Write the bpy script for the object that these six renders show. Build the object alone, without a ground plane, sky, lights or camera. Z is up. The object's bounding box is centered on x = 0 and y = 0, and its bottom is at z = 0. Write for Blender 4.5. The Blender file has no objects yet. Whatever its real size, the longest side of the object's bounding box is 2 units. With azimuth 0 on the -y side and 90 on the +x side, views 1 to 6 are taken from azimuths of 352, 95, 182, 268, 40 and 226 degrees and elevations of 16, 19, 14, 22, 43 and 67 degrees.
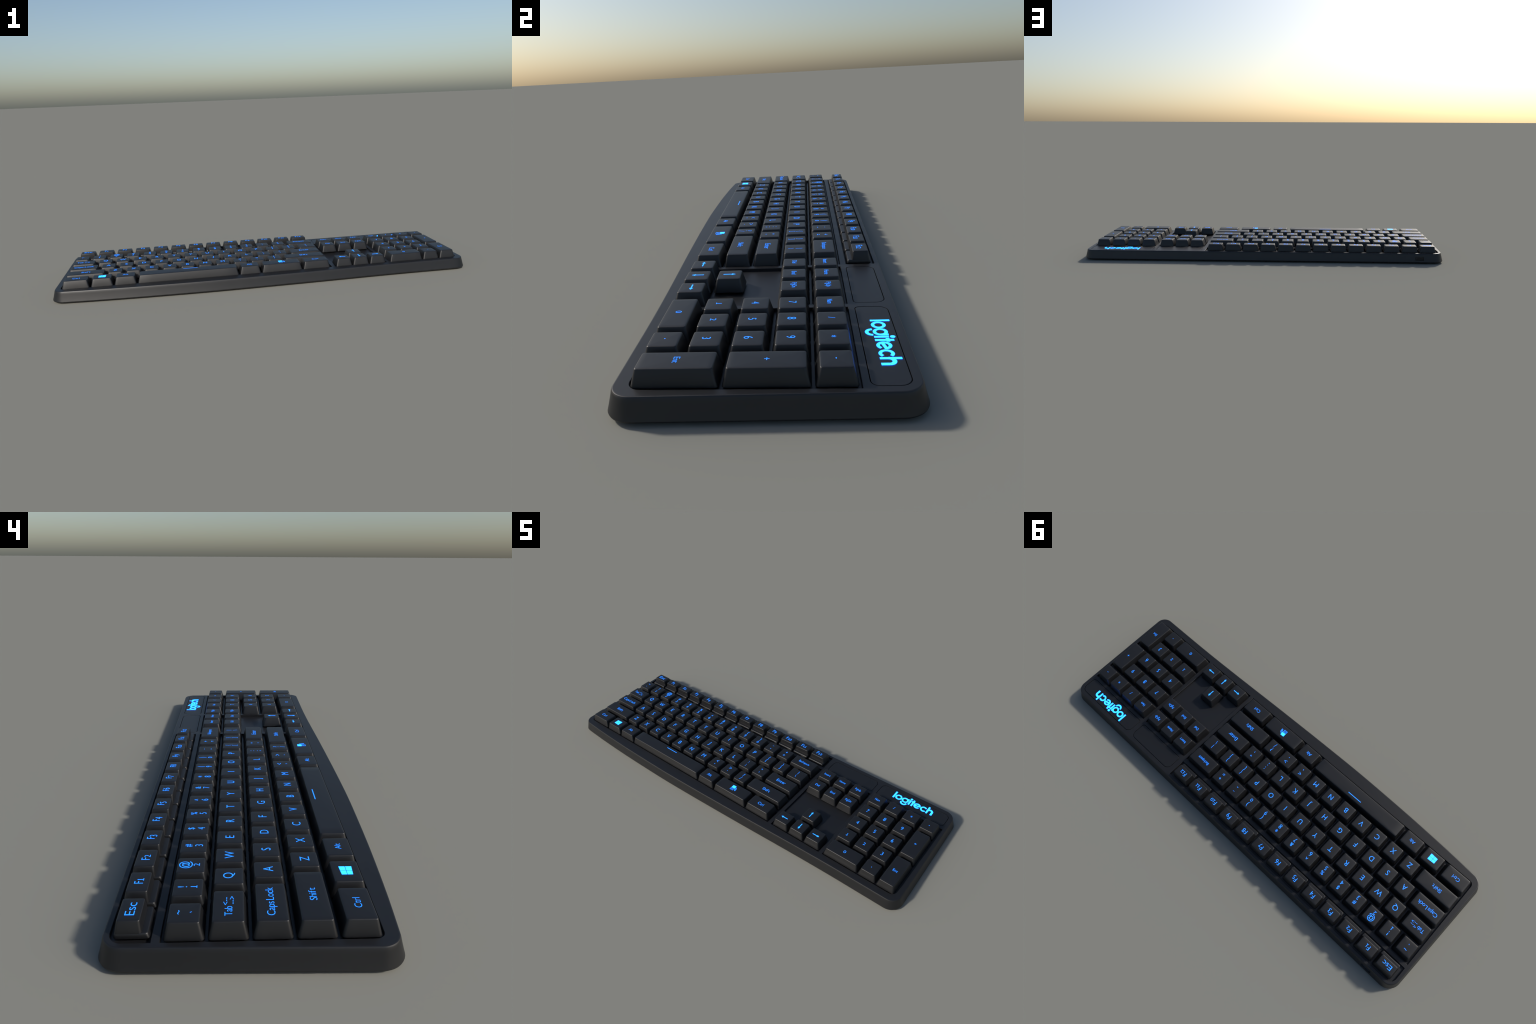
"""Full-size backlit computer keyboard, built part by part."""
import bpy, bmesh, math
from math import pi, cos, sin

# ------------------------------------------------------------------ sizes
FRAME_Z = 0.0534      # top of the case frame
FLOOR_Z = 0.0442      # floor of the key wells
KEY_BASE_Z = 0.0492   # underside of the keycaps
KEY_TOP_Z = 0.0870    # top of the keycaps
TAPER = 0.0092        # how far a keycap widens from top edge to base, per side
ROWS = [(-0.2325, -0.1712), (-0.1460, -0.0847), (-0.0597, 0.0016),
        (0.0266, 0.0881), (0.1127, 0.1742)]          # front/back top edges
PITCH = 0.0865
CAP = 0.0310                                          # half width of a 1u top

scene_col = bpy.context.scene.collection


# -------------------------------------------------------------- materials
def plastic(name, colour, rough, bump=0.05, grain=900.0):
    m = bpy.data.materials.new(name)
    m.use_nodes = True
    nt = m.node_tree
    b = nt.nodes["Principled BSDF"]
    tc = nt.nodes.new("ShaderNodeTexCoord")
    n1 = nt.nodes.new("ShaderNodeTexNoise")
    n1.inputs["Scale"].default_value = grain
    n1.inputs["Detail"].default_value = 3.0
    n2 = nt.nodes.new("ShaderNodeTexNoise")
    n2.inputs["Scale"].default_value = 9.0
    n2.inputs["Detail"].default_value = 4.0
    ramp = nt.nodes.new("ShaderNodeValToRGB")
    ramp.color_ramp.elements[0].position = 0.3
    ramp.color_ramp.elements[1].position = 0.7
    ramp.color_ramp.elements[0].color = [c * 0.94 for c in colour] + [1]
    ramp.color_ramp.elements[1].color = [c * 1.06 for c in colour] + [1]
    bp = nt.nodes.new("ShaderNodeBump")
    bp.inputs["Strength"].default_value = bump
    bp.inputs["Distance"].default_value = 0.0002
    L = nt.links.new
    L(tc.outputs["Object"], n1.inputs["Vector"])
    L(tc.outputs["Object"], n2.inputs["Vector"])
    L(n2.outputs["Fac"], ramp.inputs["Fac"])
    L(ramp.outputs["Color"], b.inputs["Base Color"])
    L(n1.outputs["Fac"], bp.inputs["Height"])
    L(bp.outputs["Normal"], b.inputs["Normal"])
    b.inputs["Roughness"].default_value = rough
    return m


def backlight(name, colour, strength):
    m = bpy.data.materials.new(name)
    m.use_nodes = True
    b = m.node_tree.nodes["Principled BSDF"]
    b.inputs["Base Color"].default_value = (0.01, 0.03, 0.08, 1)
    b.inputs["Roughness"].default_value = 0.5
    b.inputs["Emission Color"].default_value = (*colour, 1)
    b.inputs["Emission Strength"].default_value = strength
    return m


M_CASE = plastic("case_plastic", (0.0108, 0.0110, 0.0120), 0.42)
M_KEY = plastic("keycap_plastic", (0.0108, 0.0110, 0.0120), 0.42)
M_PANEL = plastic("panel_plastic", (0.0102, 0.0104, 0.0113), 0.42)
M_DARK = plastic("port_dark_plastic", (0.004, 0.004, 0.004), 0.6)
M_PORT = plastic("port_shell_metal", (0.035, 0.041, 0.050), 0.4, 0.0)
M_PORT.node_tree.nodes["Principled BSDF"].inputs["Metallic"].default_value = 0.6
M_LEGEND = backlight("legend_backlight", (0.012, 0.220, 1.0), 1.8)
M_ARROW = backlight("arrow_backlight", (0.012, 0.220, 1.0), 3.0)
M_LOGO = backlight("logo_backlight", (0.0092, 0.170, 1.0), 6.4)


# ----------------------------------------------------------- mesh helpers
def make_object(name, mesh, mat, parent=None, loc=(0, 0, 0)):
    ob = bpy.data.objects.new(name, mesh)
    if mat and not mesh.materials:
        mesh.materials.append(mat)
    ob.location = loc
    if parent:
        ob.parent = parent
    scene_col.objects.link(ob)
    return ob


def smooth_by_angle(mesh, deg):
    for p in mesh.polygons:
        p.use_smooth = True
    if hasattr(mesh, "set_sharp_from_angle"):
        mesh.set_sharp_from_angle(angle=math.radians(deg))


def round_rect(x0, x1, y0, y1, radii, seg=5, mids=0):
    """Counter-clockwise rounded rectangle; radii in the order
    front-left, front-right, back-right, back-left. mids adds points on sides."""
    if not isinstance(radii, (list, tuple)):
        radii = [radii] * 4
    corners = [(x0, y0, pi, 1, 1), (x1, y0, 1.5 * pi, -1, 1),
               (x1, y1, 0, -1, -1), (x0, y1, 0.5 * pi, 1, -1)]
    pts = []
    for (cx, cy, a0, sx, sy), r in zip(corners, radii):
        if r <= 0:
            arc = [(cx, cy)]
        else:
            arc = [(cx + sx * r + r * cos(a0 + 0.5 * pi * k / seg),
                    cy + sy * r + r * sin(a0 + 0.5 * pi * k / seg)) for k in range(seg + 1)]
        pts.append(arc)
    out = []
    for i, arc in enumerate(pts):
        out += arc
        if mids:
            a, b = arc[-1], pts[(i + 1) % 4][0]
            for k in range(1, mids + 1):
                t = k / (mids + 1)
                out.append((a[0] + (b[0] - a[0]) * t, a[1] + (b[1] - a[1]) * t))
    return out


def loft(bm, rings, cap_low=True, cap_high=True):
    vs = [[bm.verts.new(p) for p in ring] for ring in rings]
    n = len(vs[0])
    for a, b in zip(vs, vs[1:]):
        for i in range(n):
            j = (i + 1) % n
            bm.faces.new((a[i], a[j], b[j], b[i]))
    if cap_low:
        bm.faces.new(list(reversed(vs[0])))
    if cap_high:
        bm.faces.new(vs[-1])
    return vs


def fill_2d(loops):
    """Triangulated flat region from an outer loop and hole loops."""
    cu = bpy.data.curves.new("tmp", "CURVE")
    cu.dimensions = "2D"
    cu.fill_mode = "BOTH"
    for lp in loops:
        sp = cu.splines.new("POLY")
        sp.points.add(len(lp) - 1)
        for p, q in zip(sp.points, lp):
            p.co = (q[0], q[1], 0, 1)
        sp.use_cyclic_u = True
    ob = bpy.data.objects.new("tmp", cu)
    scene_col.objects.link(ob)
    bpy.context.view_layer.update()
    me = ob.evaluated_get(bpy.context.evaluated_depsgraph_get()).to_mesh()
    verts = [tuple(v.co[:2]) for v in me.vertices]
    faces = [tuple(p.vertices) for p in me.polygons]
    ob.evaluated_get(bpy.context.evaluated_depsgraph_get()).to_mesh_clear()
    bpy.data.objects.remove(ob)
    bpy.data.curves.remove(cu)
    return verts, faces


# ------------------------------------------------------------------- case
FRONT = [(1.00, -0.2903), (0.86, -0.2905), (0.68, -0.2910), (0.52, -0.2940), (0.36, -0.2986),
         (0.20, -0.3036), (0.0, -0.3086), (-0.15, -0.3115), (-0.30, -0.3132), (-0.45, -0.3116),
         (-0.60, -0.3084), (-0.72, -0.3040), (-0.83, -0.2986), (-0.93, -0.2918), (-1.00, -0.2863)]
BACK_Y = 0.3132
SIDE_X = 1.0000
END_TAPER = 0.0112     # each end wall comes in this much at the rear
CORNER = 0.056


def front_y(x):
    pts = FRONT
    for i in range(len(pts) - 1):
        (xa, ya), (xb, yb) = pts[i], pts[i + 1]
        if xa >= x >= xb:
            t = (xa - x) / (xa - xb)
            pm = pts[max(i - 1, 0)]
            pn = pts[min(i + 2, len(pts) - 1)]
            h = xa - xb
            ma = (yb - pm[1]) / max(pm[0] - xb, 1e-6) * h
            mb = (pn[1] - ya) / max(xa - pn[0], 1e-6) * h
            return ((2 * t**3 - 3 * t**2 + 1) * ya + (t**3 - 2 * t**2 + t) * ma
                    + (-2 * t**3 + 3 * t**2) * yb + (t**3 - t**2) * mb)
    return pts[-1][1]


def arc(cx, cy, r, a0, a1, n):
    return [(cx + r * cos(a0 + (a1 - a0) * k / n), cy + r * sin(a0 + (a1 - a0) * k / n)) for k in range(n + 1)]


def case_outline():
    r = CORNER
    pts = []
    xf, xb = SIDE_X - r, SIDE_X - END_TAPER - r
    n = 72
    for k in range(n + 1):                       # front edge, left to right
        x = -xf + 2 * xf * k / n
        pts.append((x, front_y(x)))
    tilt = END_TAPER / 0.5
    pts += arc(xf, front_y(xf) + r, r, -pi / 2, tilt, 10)[1:]
    pts += arc(xb, BACK_Y - r, r, tilt, pi / 2, 10)
    pts += arc(-xb, BACK_Y - r, r, pi / 2, pi - tilt, 10)
    pts += arc(-xf, front_y(-xf) + r, r, pi - tilt, 1.5 * pi, 10)[:-1]
    return pts


def inset(pts, d):
    out = []
    n = len(pts)
    for i in range(n):
        (ax, ay), (bx, by) = pts[i - 1], pts[(i + 1) % n]
        tx, ty = bx - ax, by - ay
        l = math.hypot(tx, ty)
        nx, ny = ty / l, -tx / l
        out.append((pts[i][0] - nx * d, pts[i][1] - ny * d, nx, ny))
    return out


WALL_SLOPE = 0.0125     # how far the walls lean in from foot to top edge


def case_ring(d, z, lean=0.0):
    """Outline pulled in by d; lean adds a share of the slope of the walls."""
    return [(x - nx * lean * WALL_SLOPE, y - ny * lean * WALL_SLOPE, z) for x, y, nx, ny in inset(OUTLINE, d)]


OUTLINE = case_outline()
PROFILE = [  # inset, height, share of the wall slope
    (0.0150, 0.0, 0), (0.0095, 0.0012, 0), (0.0044, 0.0032, 0), (0.0012, 0.0058, 0), (0.0, 0.0088, 0.02), (0.0, 0.0180, 0.26),
    (0.0, 0.0300, 0.53), (0.0, 0.0420, 0.80), (0.0, 0.0496, 0.95), (0.0004, 0.0515, 1), (0.0013, 0.0528, 1),
    (0.0030, FRAME_Z, 1), (0.0040, FRAME_Z, 1)]

W_L, W_R = -0.9625, 0.9630
WELLS = [  # x0, x1, y0, y1, corner radii (front-left, front-right, back-right, back-left)
    (W_L, 0.3160, -0.2465, 0.1880, (0.018, 0, 0, 0)),
    (0.3345, 0.5965, -0.2465, 0.1880, (0, 0, 0, 0)),
    (0.6150, W_R, -0.2465, 0.1880, (0, 0.026, 0, 0)),
    (W_L, 0.3160, 0.2055, 0.2872, (0, 0, 0, 0.028)),
]
PANELS = [  # inset cover plates of the rear deck
    ("logo_panel", 0.6165, 0.9555, 0.2045, 0.2795, (0.009, 0.016, 0.024, 0.022)),
    ("blank_panel", 0.3415, 0.5905, 0.2045, 0.2795, (0.010, 0.010, 0.022, 0.022)),
]
GROOVE = 0.0018


def build_case(parent):
    bm = bmesh.new()
    rings = [case_ring(*p) for p in PROFILE]
    loft(bm, rings, cap_low=True, cap_high=False)
    top_loop = [(p[0], p[1]) for p in rings[-1]]
    lip = 0.0010
    holes, plans = [], []
    for x0, x1, y0, y1, rad in WELLS:
        mk = lambda g, rad=rad, b=(x0, x1, y0, y1): round_rect(
            b[0] - g, b[1] + g, b[2] - g, b[3] + g, [r + g if r else 0 for r in rad], 6)
        plans.append((mk(lip), mk(0), FLOOR_Z))
    for _, x0, x1, y0, y1, rad in PANELS:
        mk = lambda g, rad=rad, b=(x0, x1, y0, y1): round_rect(
            b[0] - g, b[1] + g, b[2] - g, b[3] + g, [r + g for r in rad], 6)
        plans.append((mk(GROOVE), mk(GROOVE - 0.0002), 0.0455))
    holes = [p[0] for p in plans]
    verts, faces = fill_2d([top_loop] + holes)
    vs = [bm.verts.new((x, y, FRAME_Z)) for x, y in verts]
    for f in faces:
        bm.faces.new([vs[i] for i in f])
    for outer, inner, zf in plans:
        loft(bm, [[(x, y, FRAME_Z) for x, y in outer],
                  [(x, y, FRAME_Z - lip * 0.7) for x, y in inner],
                  [(x, y, zf) for x, y in inner]], cap_low=False, cap_high=True)
    bmesh.ops.remove_doubles(bm, verts=bm.verts, dist=2e-5)
    bmesh.ops.recalc_face_normals(bm, faces=bm.faces)
    me = bpy.data.meshes.new("case")
    bm.to_mesh(me)
    bm.free()
    case = make_object("case", me, M_CASE, parent)
    # recess of the charging port in the rear wall
    bm = bmesh.new()
    pts = round_rect(PORT_X - 0.0235, PORT_X + 0.0235, PORT_Z - 0.0110, PORT_Z + 0.0095, 0.003, 3)
    loft(bm, [[(x, 0.3040, z) for x, z in pts], [(x, 0.34, z) for x, z in pts]])
    bmesh.ops.recalc_face_normals(bm, faces=bm.faces)
    cm = bpy.data.meshes.new("cutter")
    bm.to_mesh(cm)
    bm.free()
    cutter = make_object("cutter", cm, M_CASE)
    mod = case.modifiers.new("cut", "BOOLEAN")
    mod.operation = "DIFFERENCE"
    mod.object = cutter
    mod.solver = "EXACT"
    bpy.context.view_layer.update()
    dg = bpy.context.evaluated_depsgraph_get()
    done = bpy.data.meshes.new_from_object(case.evaluated_get(dg))
    case.modifiers.clear()
    case.data = done
    done.name = "case"
    bpy.data.objects.remove(cutter)
    smooth_by_angle(done, 32)
    return case


PORT_X, PORT_Z = -0.8540, 0.0275


def build_port(parent):
    bm = bmesh.new()
    def ring(w, h, y):
        return [(PORT_X + x, y, PORT_Z + z) for x, z in round_rect(-w, w, -h, h, h * 0.95, 5)]
    loft(bm, [ring(0.0200, 0.0062, 0.3027), ring(0.0200, 0.0062, 0.3051), ring(0.0195, 0.0057, 0.3056),
              ring(0.0182, 0.0044, 0.3056), ring(0.0178, 0.0040, 0.3051), ring(0.0178, 0.0040, 0.3031)])
    bmesh.ops.recalc_face_normals(bm, faces=bm.faces)
    me = bpy.data.meshes.new("charging_port")
    bm.to_mesh(me)
    bm.free()
    smooth_by_angle(me, 40)
    port = make_object("charging_port", me, M_PORT, parent)
    bm = bmesh.new()
    loft(bm, [ring(0.0176, 0.0038, 0.3029), ring(0.0176, 0.0038, 0.3035)])
    loft(bm, [ring(0.0120, 0.0010, 0.3034), ring(0.0120, 0.0010, 0.3047)])
    bmesh.ops.recalc_face_normals(bm, faces=bm.faces)
    me = bpy.data.meshes.new("port_tongue")
    bm.to_mesh(me)
    bm.free()
    make_object("port_tongue", me, M_DARK, port)


def build_panel(parent, name, x0, x1, y0, y1, rad):
    bm = bmesh.new()
    def ring(g, z):
        return [(x, y, z) for x, y in round_rect(x0 + g, x1 - g, y0 + g, y1 - g, [r - g for r in rad], 7)]
    loft(bm, [ring(0, 0.0456), ring(0, FRAME_Z - 0.0012), ring(0.0004, FRAME_Z - 0.0004), ring(0.0010, FRAME_Z - 0.0001),
              ring(0.0018, FRAME_Z - 0.0001)])
    bmesh.ops.recalc_face_normals(bm, faces=bm.faces)
    me = bpy.data.meshes.new(name)
    bm.to_mesh(me)
    bm.free()
    smooth_by_angle(me, 35)
    return make_object(name, me, M_PANEL, parent)


# ---------------------------------------------------------------- keycaps
_cap_cache = {}
DOME = 0.0007                           # flat key tops bulged to shape the sheen gradient seen on them


def dome(edge):
    """Rings that swell the top face inside its edge ring, modelled for soft shading."""
    return [[(x * t, y * t, z + DOME * (1 - t * t)) for x, y, z in edge] for t in (0.86, 0.66, 0.42, 0.16)]


def keycap_mesh(w, d):
    """w, d: size of the top face. Local origin: centre of the base plane."""
    key = (round(w, 4), round(d, 4))
    if key in _cap_cache:
        return _cap_cache[key]
    H = KEY_TOP_Z - KEY_BASE_Z - DOME
    hw, hd = w / 2, d / 2
    def ring(grow, r, z, dip=0.0):
        pts = round_rect(-hw - grow, hw + grow, -hd - grow, hd + grow, r, 5, mids=7)
        out = []
        for x, y in pts:
            dz = 0.0
            if dip:
                # underside bellies down a little in the middle of each side
                edge = min(abs(x) / (hw + grow), abs(y) / (hd + grow))
                dz = -dip * max(0.0, 1 - (edge / 0.5) ** 2)
            out.append((x, y, z + dz))
        return out
    rings = [ring(TAPER - 0.0030, 0.0050, 0.0, 0.0012), ring(TAPER - 0.0010, 0.0066, 0.0002, 0.0010),
             ring(TAPER, 0.0072, 0.0014, 0.0005), ring(TAPER - 0.0003, 0.0072, 0.0030),
             ring(0.0006, 0.0052, H - 0.0022), ring(0.0000, 0.0048, H - 0.0010),
             ring(-0.0008, 0.0042, H - 0.0003), ring(-0.0018, 0.0036, H)]
    rings += dome(rings[-1])
    bm = bmesh.new()
    loft(bm, rings)
    # plunger that carries the cap
    n = 20
    for cx in ([0.0] if w < 0.2 else [-w * 0.35, 0.0, w * 0.35]):
        loft(bm, [[(cx + r * cos(2 * pi * k / n), r * sin(2 * pi * k / n), z) for k in range(n)]
                  for r, z in ((0.014, FLOOR_Z - KEY_BASE_Z + 0.0003), (0.0145, -0.004), (0.016, 0.003))])
    bmesh.ops.recalc_face_normals(bm, faces=bm.faces)
    me = bpy.data.meshes.new("keycap")
    bm.to_mesh(me)
    bm.free()
    smooth_by_angle(me, 40)
    me.materials.append(M_KEY)
    _cap_cache[key] = me
    return me


F_TOP_W, F_TOP_D = 0.0730, 0.0445       # top face of a function key
F_TOP_Y = 0.2494                        # its centre
F_PITCH = 0.0968


def function_cap_mesh():
    """Cap with a low shelf along its front side."""
    H = KEY_TOP_Z - KEY_BASE_Z - DOME
    hw, hd = F_TOP_W / 2, F_TOP_D / 2
    bm = bmesh.new()
    yf = 0.2085 - F_TOP_Y               # front of the base
    yb = 0.2795 - F_TOP_Y               # back of the base
    sh = 0.0125                         # shelf height above the base
    def ring(x, y0, y1, r, z):
        return [(a, b, z) for a, b in round_rect(-x, x, y0, y1, r, 5)]
    bw = hw + 0.0082
    # low base block with the shelf on top
    loft(bm, [ring(bw - 0.0025, yf + 0.0025, yb - 0.0025, 0.005, 0), ring(bw - 0.0006, yf + 0.0006, yb - 0.0006, 0.006, 0.0004),
              ring(bw, yf, yb, 0.0065, 0.0018), ring(bw - 0.0016, yf + 0.0028, yb - 0.002, 0.006, sh - 0.0022),
              ring(bw - 0.0024, yf + 0.0040, yb - 0.003, 0.0055, sh - 0.0008),
              ring(bw - 0.0034, yf + 0.0052, yb - 0.005, 0.005, sh - 0.0002),
              ring(bw - 0.0042, yf + 0.0060, yb - 0.006, 0.0045, sh - 0.0002)])
    # upper block
    fs = 0.2245 - F_TOP_Y               # foot of the front wall on the shelf
    loft(bm, [ring(bw - 0.0010, fs - 0.0012, yb - 0.0008, 0.006, 0.0045), ring(bw - 0.0021, fs - 0.0004, yb - 0.0028, 0.006, sh),
              ring(hw + 0.0006, -hd - 0.0003, hd + 0.0006, 0.0050, H - 0.0022), ring(hw, -hd, hd, 0.0046, H - 0.0010),
              ring(hw - 0.0008, -hd + 0.0008, hd - 0.0008, 0.0042, H - 0.0003),
              ring(hw - 0.0018, -hd + 0.0018, hd - 0.0018, 0.0036, H)]
         + dome(ring(hw - 0.0018, -hd + 0.0018, hd - 0.0018, 0.0036, H)))
    n = 20
    loft(bm, [[(r * cos(2 * pi * k / n), r * sin(2 * pi * k / n), z) for k in range(n)]
              for r, z in ((0.014, FLOOR_Z - KEY_BASE_Z + 0.0003), (0.0145, -0.004), (0.016, 0.003))])
    bmesh.ops.recalc_face_normals(bm, faces=bm.faces)
    me = bpy.data.meshes.new("function_keycap")
    bm.to_mesh(me)
    bm.free()
    smooth_by_angle(me, 40)
    me.materials.append(M_KEY)
    return me


# ---------------------------------------------------------------- legends
_glyphs = {}
OFFSET = -0.008


def glyph(ch):
    """Flat outline mesh of one character of the built-in font, cap height 1."""
    if ch in _glyphs:
        return _glyphs[ch]
    cu = bpy.data.curves.new("tmp", "FONT")
    cu.body = ch
    cu.size = 1.0
    cu.resolution_u = 4
    cu.offset = 0.0 if ch in "*#%&$@" else OFFSET
    ob = bpy.data.objects.new("tmp", cu)
    scene_col.objects.link(ob)
    bpy.context.view_layer.update()
    ev = ob.evaluated_get(bpy.context.evaluated_depsgraph_get())
    me = ev.to_mesh()
    v = [(p.co.x, p.co.y) for p in me.vertices]
    f = [tuple(p.vertices) for p in me.polygons]
    ev.to_mesh_clear()
    bpy.data.objects.remove(ob)
    bpy.data.curves.remove(cu)
    _glyphs[ch] = (v, f)
    return v, f


def cap_height():
    v, _ = glyph("H")
    ys = [p[1] for p in v]
    return max(ys) - min(ys)


def text_run(s, height, width=None, squeeze=0.92, gap=0.11):
    """Vertices and faces of a word, centred on its own bounds, cap height given.
    Digits are old-style: 0 1 2 small, 3 4 5 7 9 hanging below the line."""
    unit = cap_height()
    x, V, F = 0.0, [], []
    for ch in s:
        if ch == " ":
            x += 0.22
            continue
        v, f = glyph(ch)
        v = [(a / unit, b / unit) for a, b in v]
        x0, x1 = min(p[0] for p in v), max(p[0] for p in v)
        sx, sy, dy = squeeze, 1.0, 0.0
        if ch in "012":
            sx, sy = squeeze * 0.95, 0.72
        elif ch in "34579":
            sx, sy, dy = squeeze * 0.92, 0.96, -0.24
        if ch == "1":      # footed one: add a bar along the base line
            n = len(v)
            c = x1 - 0.07
            v = v + [(c - 0.24, 0.0), (x1 - 0.14, 0.0), (x1 - 0.14, 0.13), (c - 0.24, 0.13)]
            v = v + [(x1, 0.0), (c + 0.24, 0.0), (c + 0.24, 0.13), (x1, 0.13)]
            f = list(f) + [(n, n + 1, n + 2, n + 3), (n + 4, n + 5, n + 6, n + 7)]
            x0, x1 = min(p[0] for p in v), max(p[0] for p in v)
        base = len(V)
        V += [(x + (a - x0) * sx, b * sy + dy) for a, b in v]
        F += [tuple(i + base for i in q) for q in f]
        x += (x1 - x0) * sx + gap
    V = [(a * height, b * height) for a, b in V]
    x0, x1 = min(p[0] for p in V), max(p[0] for p in V)
    y0, y1 = min(p[1] for p in V), max(p[1] for p in V)
    k = width / (x1 - x0) if width else 1.0
    return [((a - (x0 + x1) / 2) * k, b - (y0 + y1) / 2) for a, b in V], F


def poly(pts):
    return list(pts), [tuple(range(len(pts)))]


def box2(x0, x1, y0, y1):
    return poly([(x0, y0), (x1, y0), (x1, y1), (x0, y1)])


def stroke(pts, w):
    """Ribbon of width w along a polyline."""
    n = len(pts)
    L, R = [], []
    for i in range(n):
        a, b = pts[max(i - 1, 0)], pts[min(i + 1, n - 1)]
        tx, ty = b[0] - a[0], b[1] - a[1]
        l = math.hypot(tx, ty)
        nx, ny = -ty / l * w / 2, tx / l * w / 2
        L.append((pts[i][0] + nx, pts[i][1] + ny))
        R.append((pts[i][0] - nx, pts[i][1] - ny))
    return L + R, [(i, n + i, n + i + 1, i + 1) for i in range(n - 1)]


def arrow(angle):
    """Lit arrow pointing along angle."""
    s, h, t = 0.0165, 0.0054, 0.0015
    shape = [(-s, -t), (s - 0.0095, -t), (s - 0.0105, -h), (s, 0), (s - 0.0105, h),
             (s - 0.0095, t), (-s, t)]
    c, d = cos(angle), sin(angle)
    pts = [(x * c - y * d, x * d + y * c) for x, y in shape]
    return pts, [(0, 1, 5, 6), (1, 3, 5), (1, 2, 3), (3, 4, 5)]


def window_icon():
    """Four panes in slight perspective, taller on the right."""
    out = []
    X0, X1, G = -0.0162, 0.0162, 0.0006
    def yy(x, t):
        h = 0.0124 + (x - X0) / (X1 - X0) * 0.0020
        return t * h
    for xa, xb in ((X0, -0.0008 - G), (-0.0008 + G, X1)):
        for t0, t1 in ((-1, -0.045), (0.045, 1)):
            out.append(poly([(xa, yy(xa, t0)), (xb, yy(xb, t0)), (xb, yy(xb, t1)), (xa, yy(xa, t1))]))
    return out


def menu_icon():
    """List with its upper half lit solid, ruled lines below, pointer at the right."""
    solid = [box2(-0.0110, 0.0068, 0.0010, 0.0165)]
    rest = []
    t = 0.0017
    for y in (-0.0040, -0.0085, -0.0135):
        rest.append(box2(-0.0110 + t, 0.0068 - t, y, y + t))
    rest.append(box2(-0.0110, -0.0110 + t, -0.0135, 0.0008))
    rest.append(box2(0.0068 - t, 0.0068, -0.0135, 0.0008))
    rest.append(stroke([(0.0078, 0.0075), (0.0100, 0.0035), (0.0150, -0.0100), (0.0185, -0.0100), (0.0165, 0.0040), (0.0128, 0.0085), (0.0078, 0.0085)], 0.0024))
    rest.append(stroke([(0.0115, 0.0040), (0.0150, -0.0050)], 0.0020))
    return solid, rest


def flat_mesh(name, parts, z):
    """Join flat pieces; each piece is lifted a hair so none share a plane."""
    V, F = [], []
    for k, (v, f) in enumerate(parts):
        b = len(V)
        V += [(x, y, z + 0.00002 * k) for x, y in v]
        F += [tuple(i + b for i in q) for q in f]
    me = bpy.data.meshes.new(name)
    me.from_pydata(V, [], F)
    bm = bmesh.new()
    bm.from_mesh(me)
    for fc in bm.faces:
        if fc.normal.z < 0:
            fc.normal_flip()
    bm.to_mesh(me)
    bm.free()
    return me


def move(part, dx, dy):
    return [(x + dx, y + dy) for x, y in part[0]], part[1]


def add_legend(key, parts, mat=M_LEGEND, name="legend"):
    me = flat_mesh(name, parts, KEY_TOP_Z - KEY_BASE_Z + 0.0004)
    return make_object(name, me, mat, key)


LETTER = 0.0215
UP, DOWN = 0.0115, -0.0128      # rows of a two-sign legend


def two_signs(back, front):
    big = {"@": 0.0220, "#": 0.0160, "%": 0.0160, "&": 0.0160, "$": 0.0150, "*": 0.0200, "^": 0.0180,
           "~": 0.018, "+": 0.0165, "_": 0.0165, "{": 0.0155, "}": 0.0155, "|": 0.0155, ":": 0.0190, '"': 0.0190}
    small = {"=": 0.0165, "[": 0.0155, "]": 0.0155, "\\": 0.0165, "-": 0.0180, "'": 0.0190, "`": 0.0190, ";": 0.0190, ",": 0.0200, ".": 0.0200}
    width = {"_": 0.0085, "-": 0.0060}
    b = text_run(back, big.get(back, 0.0195), width.get(back))
    f = text_run(front, small.get(front, 0.0190), width.get(front))
    return [move(b, 0, UP), move(f, 0, DOWN)]


def letter(s):
    return [text_run(s, LETTER)]


def word(s, height, width):
    return [text_run(s, height, width, gap=0.09)]


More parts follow.
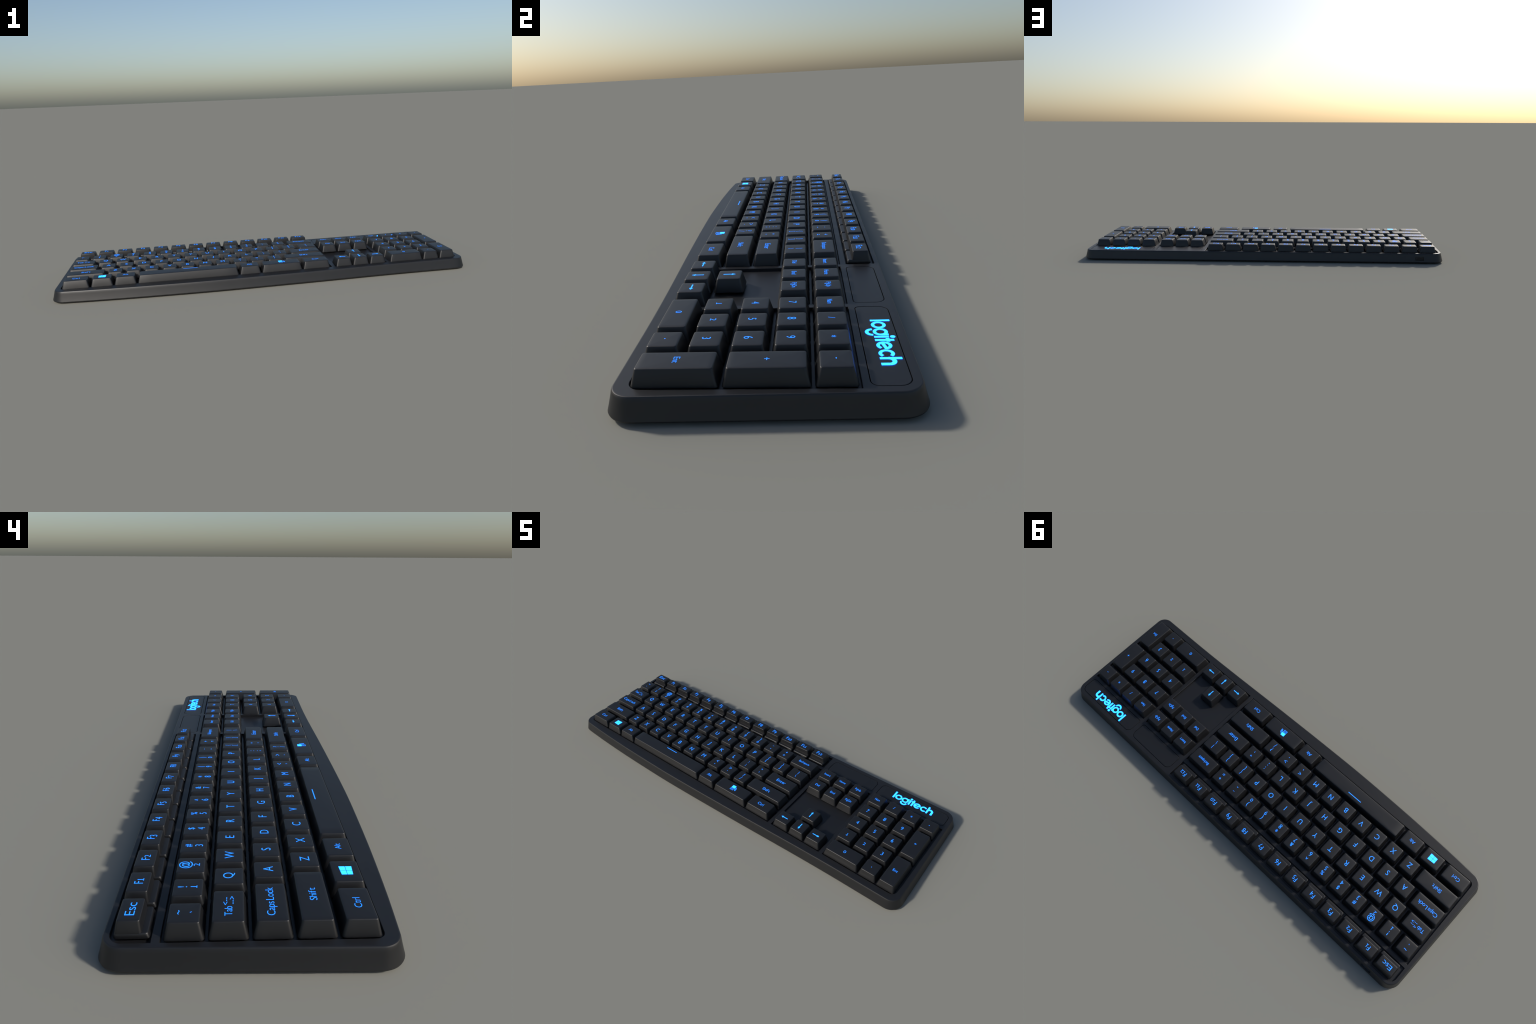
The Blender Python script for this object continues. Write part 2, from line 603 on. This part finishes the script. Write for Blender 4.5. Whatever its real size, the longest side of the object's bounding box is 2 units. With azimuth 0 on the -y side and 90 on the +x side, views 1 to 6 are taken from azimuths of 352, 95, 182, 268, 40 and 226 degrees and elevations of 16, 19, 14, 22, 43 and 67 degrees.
# ----------------------------------------------------------------- layout
def build_keys(parent):
    def cap(x0, x1, row, row_to=None, name="keycap"):
        y0, y1 = ROWS[row][0], ROWS[row if row_to is None else row_to][1]
        me = keycap_mesh(x1 - x0, y1 - y0)
        return make_object(name, me, None, parent, ((x0 + x1) / 2, (y0 + y1) / 2, KEY_BASE_Z))

    LEFT, RIGHT = -0.9470, 0.3000
    # number row
    x = -0.9165
    for back, front in zip("~!@#$%^&*()_+", "`1234567890-="):
        k = cap(x - CAP, x + CAP, 4)
        add_legend(k, two_signs(back, front))
        x += PITCH
    k = cap(x - CAP, RIGHT, 4)
    add_legend(k, word("Backspace", 0.0130, 0.0600))
    # upper letter row
    k = cap(LEFT, -0.8453, 3)
    tab = [move(text_run("Tab", 0.0150, 0.0300, gap=0.09), -0.0185, 0.0)]
    tab += [move(text_run("<--", 0.0125, 0.0255, gap=0.16), 0.0135, 0.0065), move(text_run("-->", 0.0125, 0.0255, gap=0.16), 0.0165, -0.0065)]
    add_legend(k, tab)
    x = -0.7893
    for ch in "QWERTYUIOP":
        add_legend(cap(x - CAP, x + CAP, 3), letter(ch))
        x += PITCH
    for b, f in (("{", "["), ("}", "]")):
        add_legend(cap(x - CAP, x + CAP, 3), two_signs(b, f))
        x += PITCH
    add_legend(cap(x - CAP, RIGHT, 3), two_signs("|", "\\"))
    # home row
    add_legend(cap(LEFT, -0.8212, 2), word("Caps Lock", 0.0160, 0.0930))
    x = -0.7655
    for ch in "ASDFGHJKL":
        add_legend(cap(x - CAP, x + CAP, 2), letter(ch))
        x += PITCH
    for b, f in ((":", ";"), ('"', "'")):
        add_legend(cap(x - CAP, x + CAP, 2), two_signs(b, f))
        x += PITCH
    add_legend(cap(x - CAP, RIGHT, 2), word("Enter", 0.0165, 0.0500))
    # lower letter row
    add_legend(cap(LEFT, -0.7782, 1), word("Shift", 0.0150, 0.0430))
    x = -0.7246
    for ch in "ZXCVBNM":
        add_legend(cap(x - CAP, x + CAP, 1), letter(ch))
        x += PITCH
    for b, f in (("<", ","), (">", "."), ("?", "/")):
        add_legend(cap(x - CAP, x + CAP, 1), two_signs(b, f))
        x += PITCH
    add_legend(cap(x - CAP, RIGHT, 1), word("Shift", 0.0150, 0.0410))
    # bottom row
    add_legend(cap(LEFT, -0.8420, 0), word("Ctrl", 0.0150, 0.0330))
    k = cap(-0.8178, -0.7355, 0)
    add_legend(k, window_icon(), M_LOGO, "icon")
    add_legend(cap(-0.7115, -0.6285, 0), word("Alt", 0.0140, 0.0255))
    k = cap(-0.6045, -0.1490, 0, name="space_bar")
    add_legend(k, [box2(-0.0250, 0.0440, 0.0148, 0.0176)])
    add_legend(cap(-0.1255, -0.0425, 0), word("Alt", 0.0140, 0.0255))
    k = cap(-0.0180, 0.1595, 0)
    solid, rest = menu_icon()
    add_legend(k, solid, M_LOGO, "icon")
    add_legend(k, rest, M_LEGEND, "icon")
    add_legend(cap(0.1840, RIGHT - 0.001, 0), word("Ctrl", 0.0150, 0.0310))
    # arrow and navigation block
    nav = [(0.3485, 0.4110), (0.4343, 0.4968), (0.5200, 0.5825)]
    for i, a in enumerate((pi, -pi / 2, 0)):
        add_legend(cap(*nav[i], 0), [arrow(a)], M_ARROW, "icon")
    add_legend(cap(*nav[1], 1), [arrow(pi / 2)], M_ARROW, "icon")
    for i, (hi, wh, lo, wl) in enumerate((("Insert", 0.0330, "Del", 0.0215), ("Home", 0.0330, "End", 0.0235), ("PgUp", 0.0300, "PgDn", 0.0310))):
        add_legend(cap(*nav[i], 4), word(hi, 0.0120, wh))
        add_legend(cap(*nav[i], 3), word(lo, 0.0120, wl))
    # number pad
    pad = [(0.6248, 0.6878), (0.7108, 0.7742), (0.7973, 0.8606), (0.8838, 0.9462)]
    for i, s in enumerate(("Num", "/", "*", "-")):
        leg = word(s, 0.0120, 0.0235) if i == 0 else [text_run(s, 0.0150, 0.0045 if s == "-" else None)]
        add_legend(cap(*pad[i], 4), leg)
    for row, trio in ((3, "789"), (2, "456"), (1, "123")):
        for i, ch in enumerate(trio):
            add_legend(cap(*pad[i], row), [text_run(ch, 0.0185)])
    add_legend(cap(*pad[3], 2, 3), [text_run("+", 0.0150)])
    add_legend(cap(*pad[3], 0, 1), word("Ent", 0.0125, 0.0215))
    add_legend(cap(pad[0][0], pad[1][1], 0), [text_run("0", 0.0190)])
    add_legend(cap(*pad[2], 0), [text_run(".", 0.0200)])
    # function row
    fm = function_cap_mesh()
    for i, s in enumerate(["Esc"] + ["F%d" % n for n in range(1, 13)]):
        k = make_object("function_keycap", fm, None, parent, (-0.9022 + F_PITCH * i, F_TOP_Y, KEY_BASE_Z))
        add_legend(k, [text_run(s, 0.0190, {"Esc": 0.0410}.get(s), gap=0.10)])


# ------------------------------------------------------------------- logo
def build_logo(parent):
    """Lit rounded wordmark, stroke by stroke, on the rear right panel."""
    base, xh, asc = 0.2310, 0.2627, 0.2743
    w = 0.0071
    mid = (base + xh) / 2
    def ring(cx, a0=0.0, a1=2 * pi, rx=0.0163, n=40):
        r = rx - w / 2
        ry = (xh - base) / 2 - w / 2 + 0.0002
        return stroke([(cx + r * cos(a0 + (a1 - a0) * k / n), mid + ry * sin(a0 + (a1 - a0) * k / n)) for k in range(n + 1)], w)
    def bar(cx, y0, y1, ww=0.0078):
        return box2(cx - ww / 2, cx + ww / 2, y0, y1)
    letters = {
        "l": [bar(0.6897, base, asc)],
        "o": [ring(0.7120)],
        "g": [ring(0.7450), bar(0.7578, mid, xh, 0.0080),
              stroke([(0.7458 + 0.0128 * cos(a), 0.2305 + 0.0128 * sin(a)) for a in
                      [pi + 0.02 + (pi - 0.04) * k / 20 for k in range(21)]], 0.0074)],
        "i": [bar(0.7681, base, 0.2616), poly([(0.7680 + 0.0056 * cos(2 * pi * k / 24), 0.2697 + 0.0056 * sin(2 * pi * k / 24)) for k in range(24)])],
        "t": [bar(0.7826, base, 0.2706), box2(0.7745, 0.7902, 0.2540, 0.2615)],
        "e": [ring(0.8060, 0.16, 2 * pi - 0.62), stroke([(0.7975, 0.2448), (0.8210, 0.2500)], 0.0072)],
        "c": [ring(0.8390, 0.72, 2 * pi - 0.72, 0.0158)],
        "h": [bar(0.8577, base, asc), bar(0.8797, base, 0.2480, 0.0090),
              stroke([(0.8687 + 0.0110 * cos(a), 0.2480 + 0.0103 * sin(a)) for a in [pi * k / 16 for k in range(17)]], 0.0088)],
    }
    parts = []
    for ch in "logitech":
        parts += [move(p, 0.0025, 0.0003) for p in letters[ch]]
    me = flat_mesh("logo", parts, FRAME_Z + 0.0003)
    make_object("logo", me, M_LOGO, parent)


# ------------------------------------------------------------------ build
keyboard = bpy.data.objects.new("keyboard", None)
keyboard["label"] = "full-size black computer keyboard with glowing blue key legends"
keyboard["category"] = "computer keyboard"
scene_col.objects.link(keyboard)
build_case(keyboard)
build_port(keyboard)
for name, *dims in PANELS:
    p = build_panel(keyboard, name, *dims)
    if name == "logo_panel":
        build_logo(p)
build_keys(keyboard)
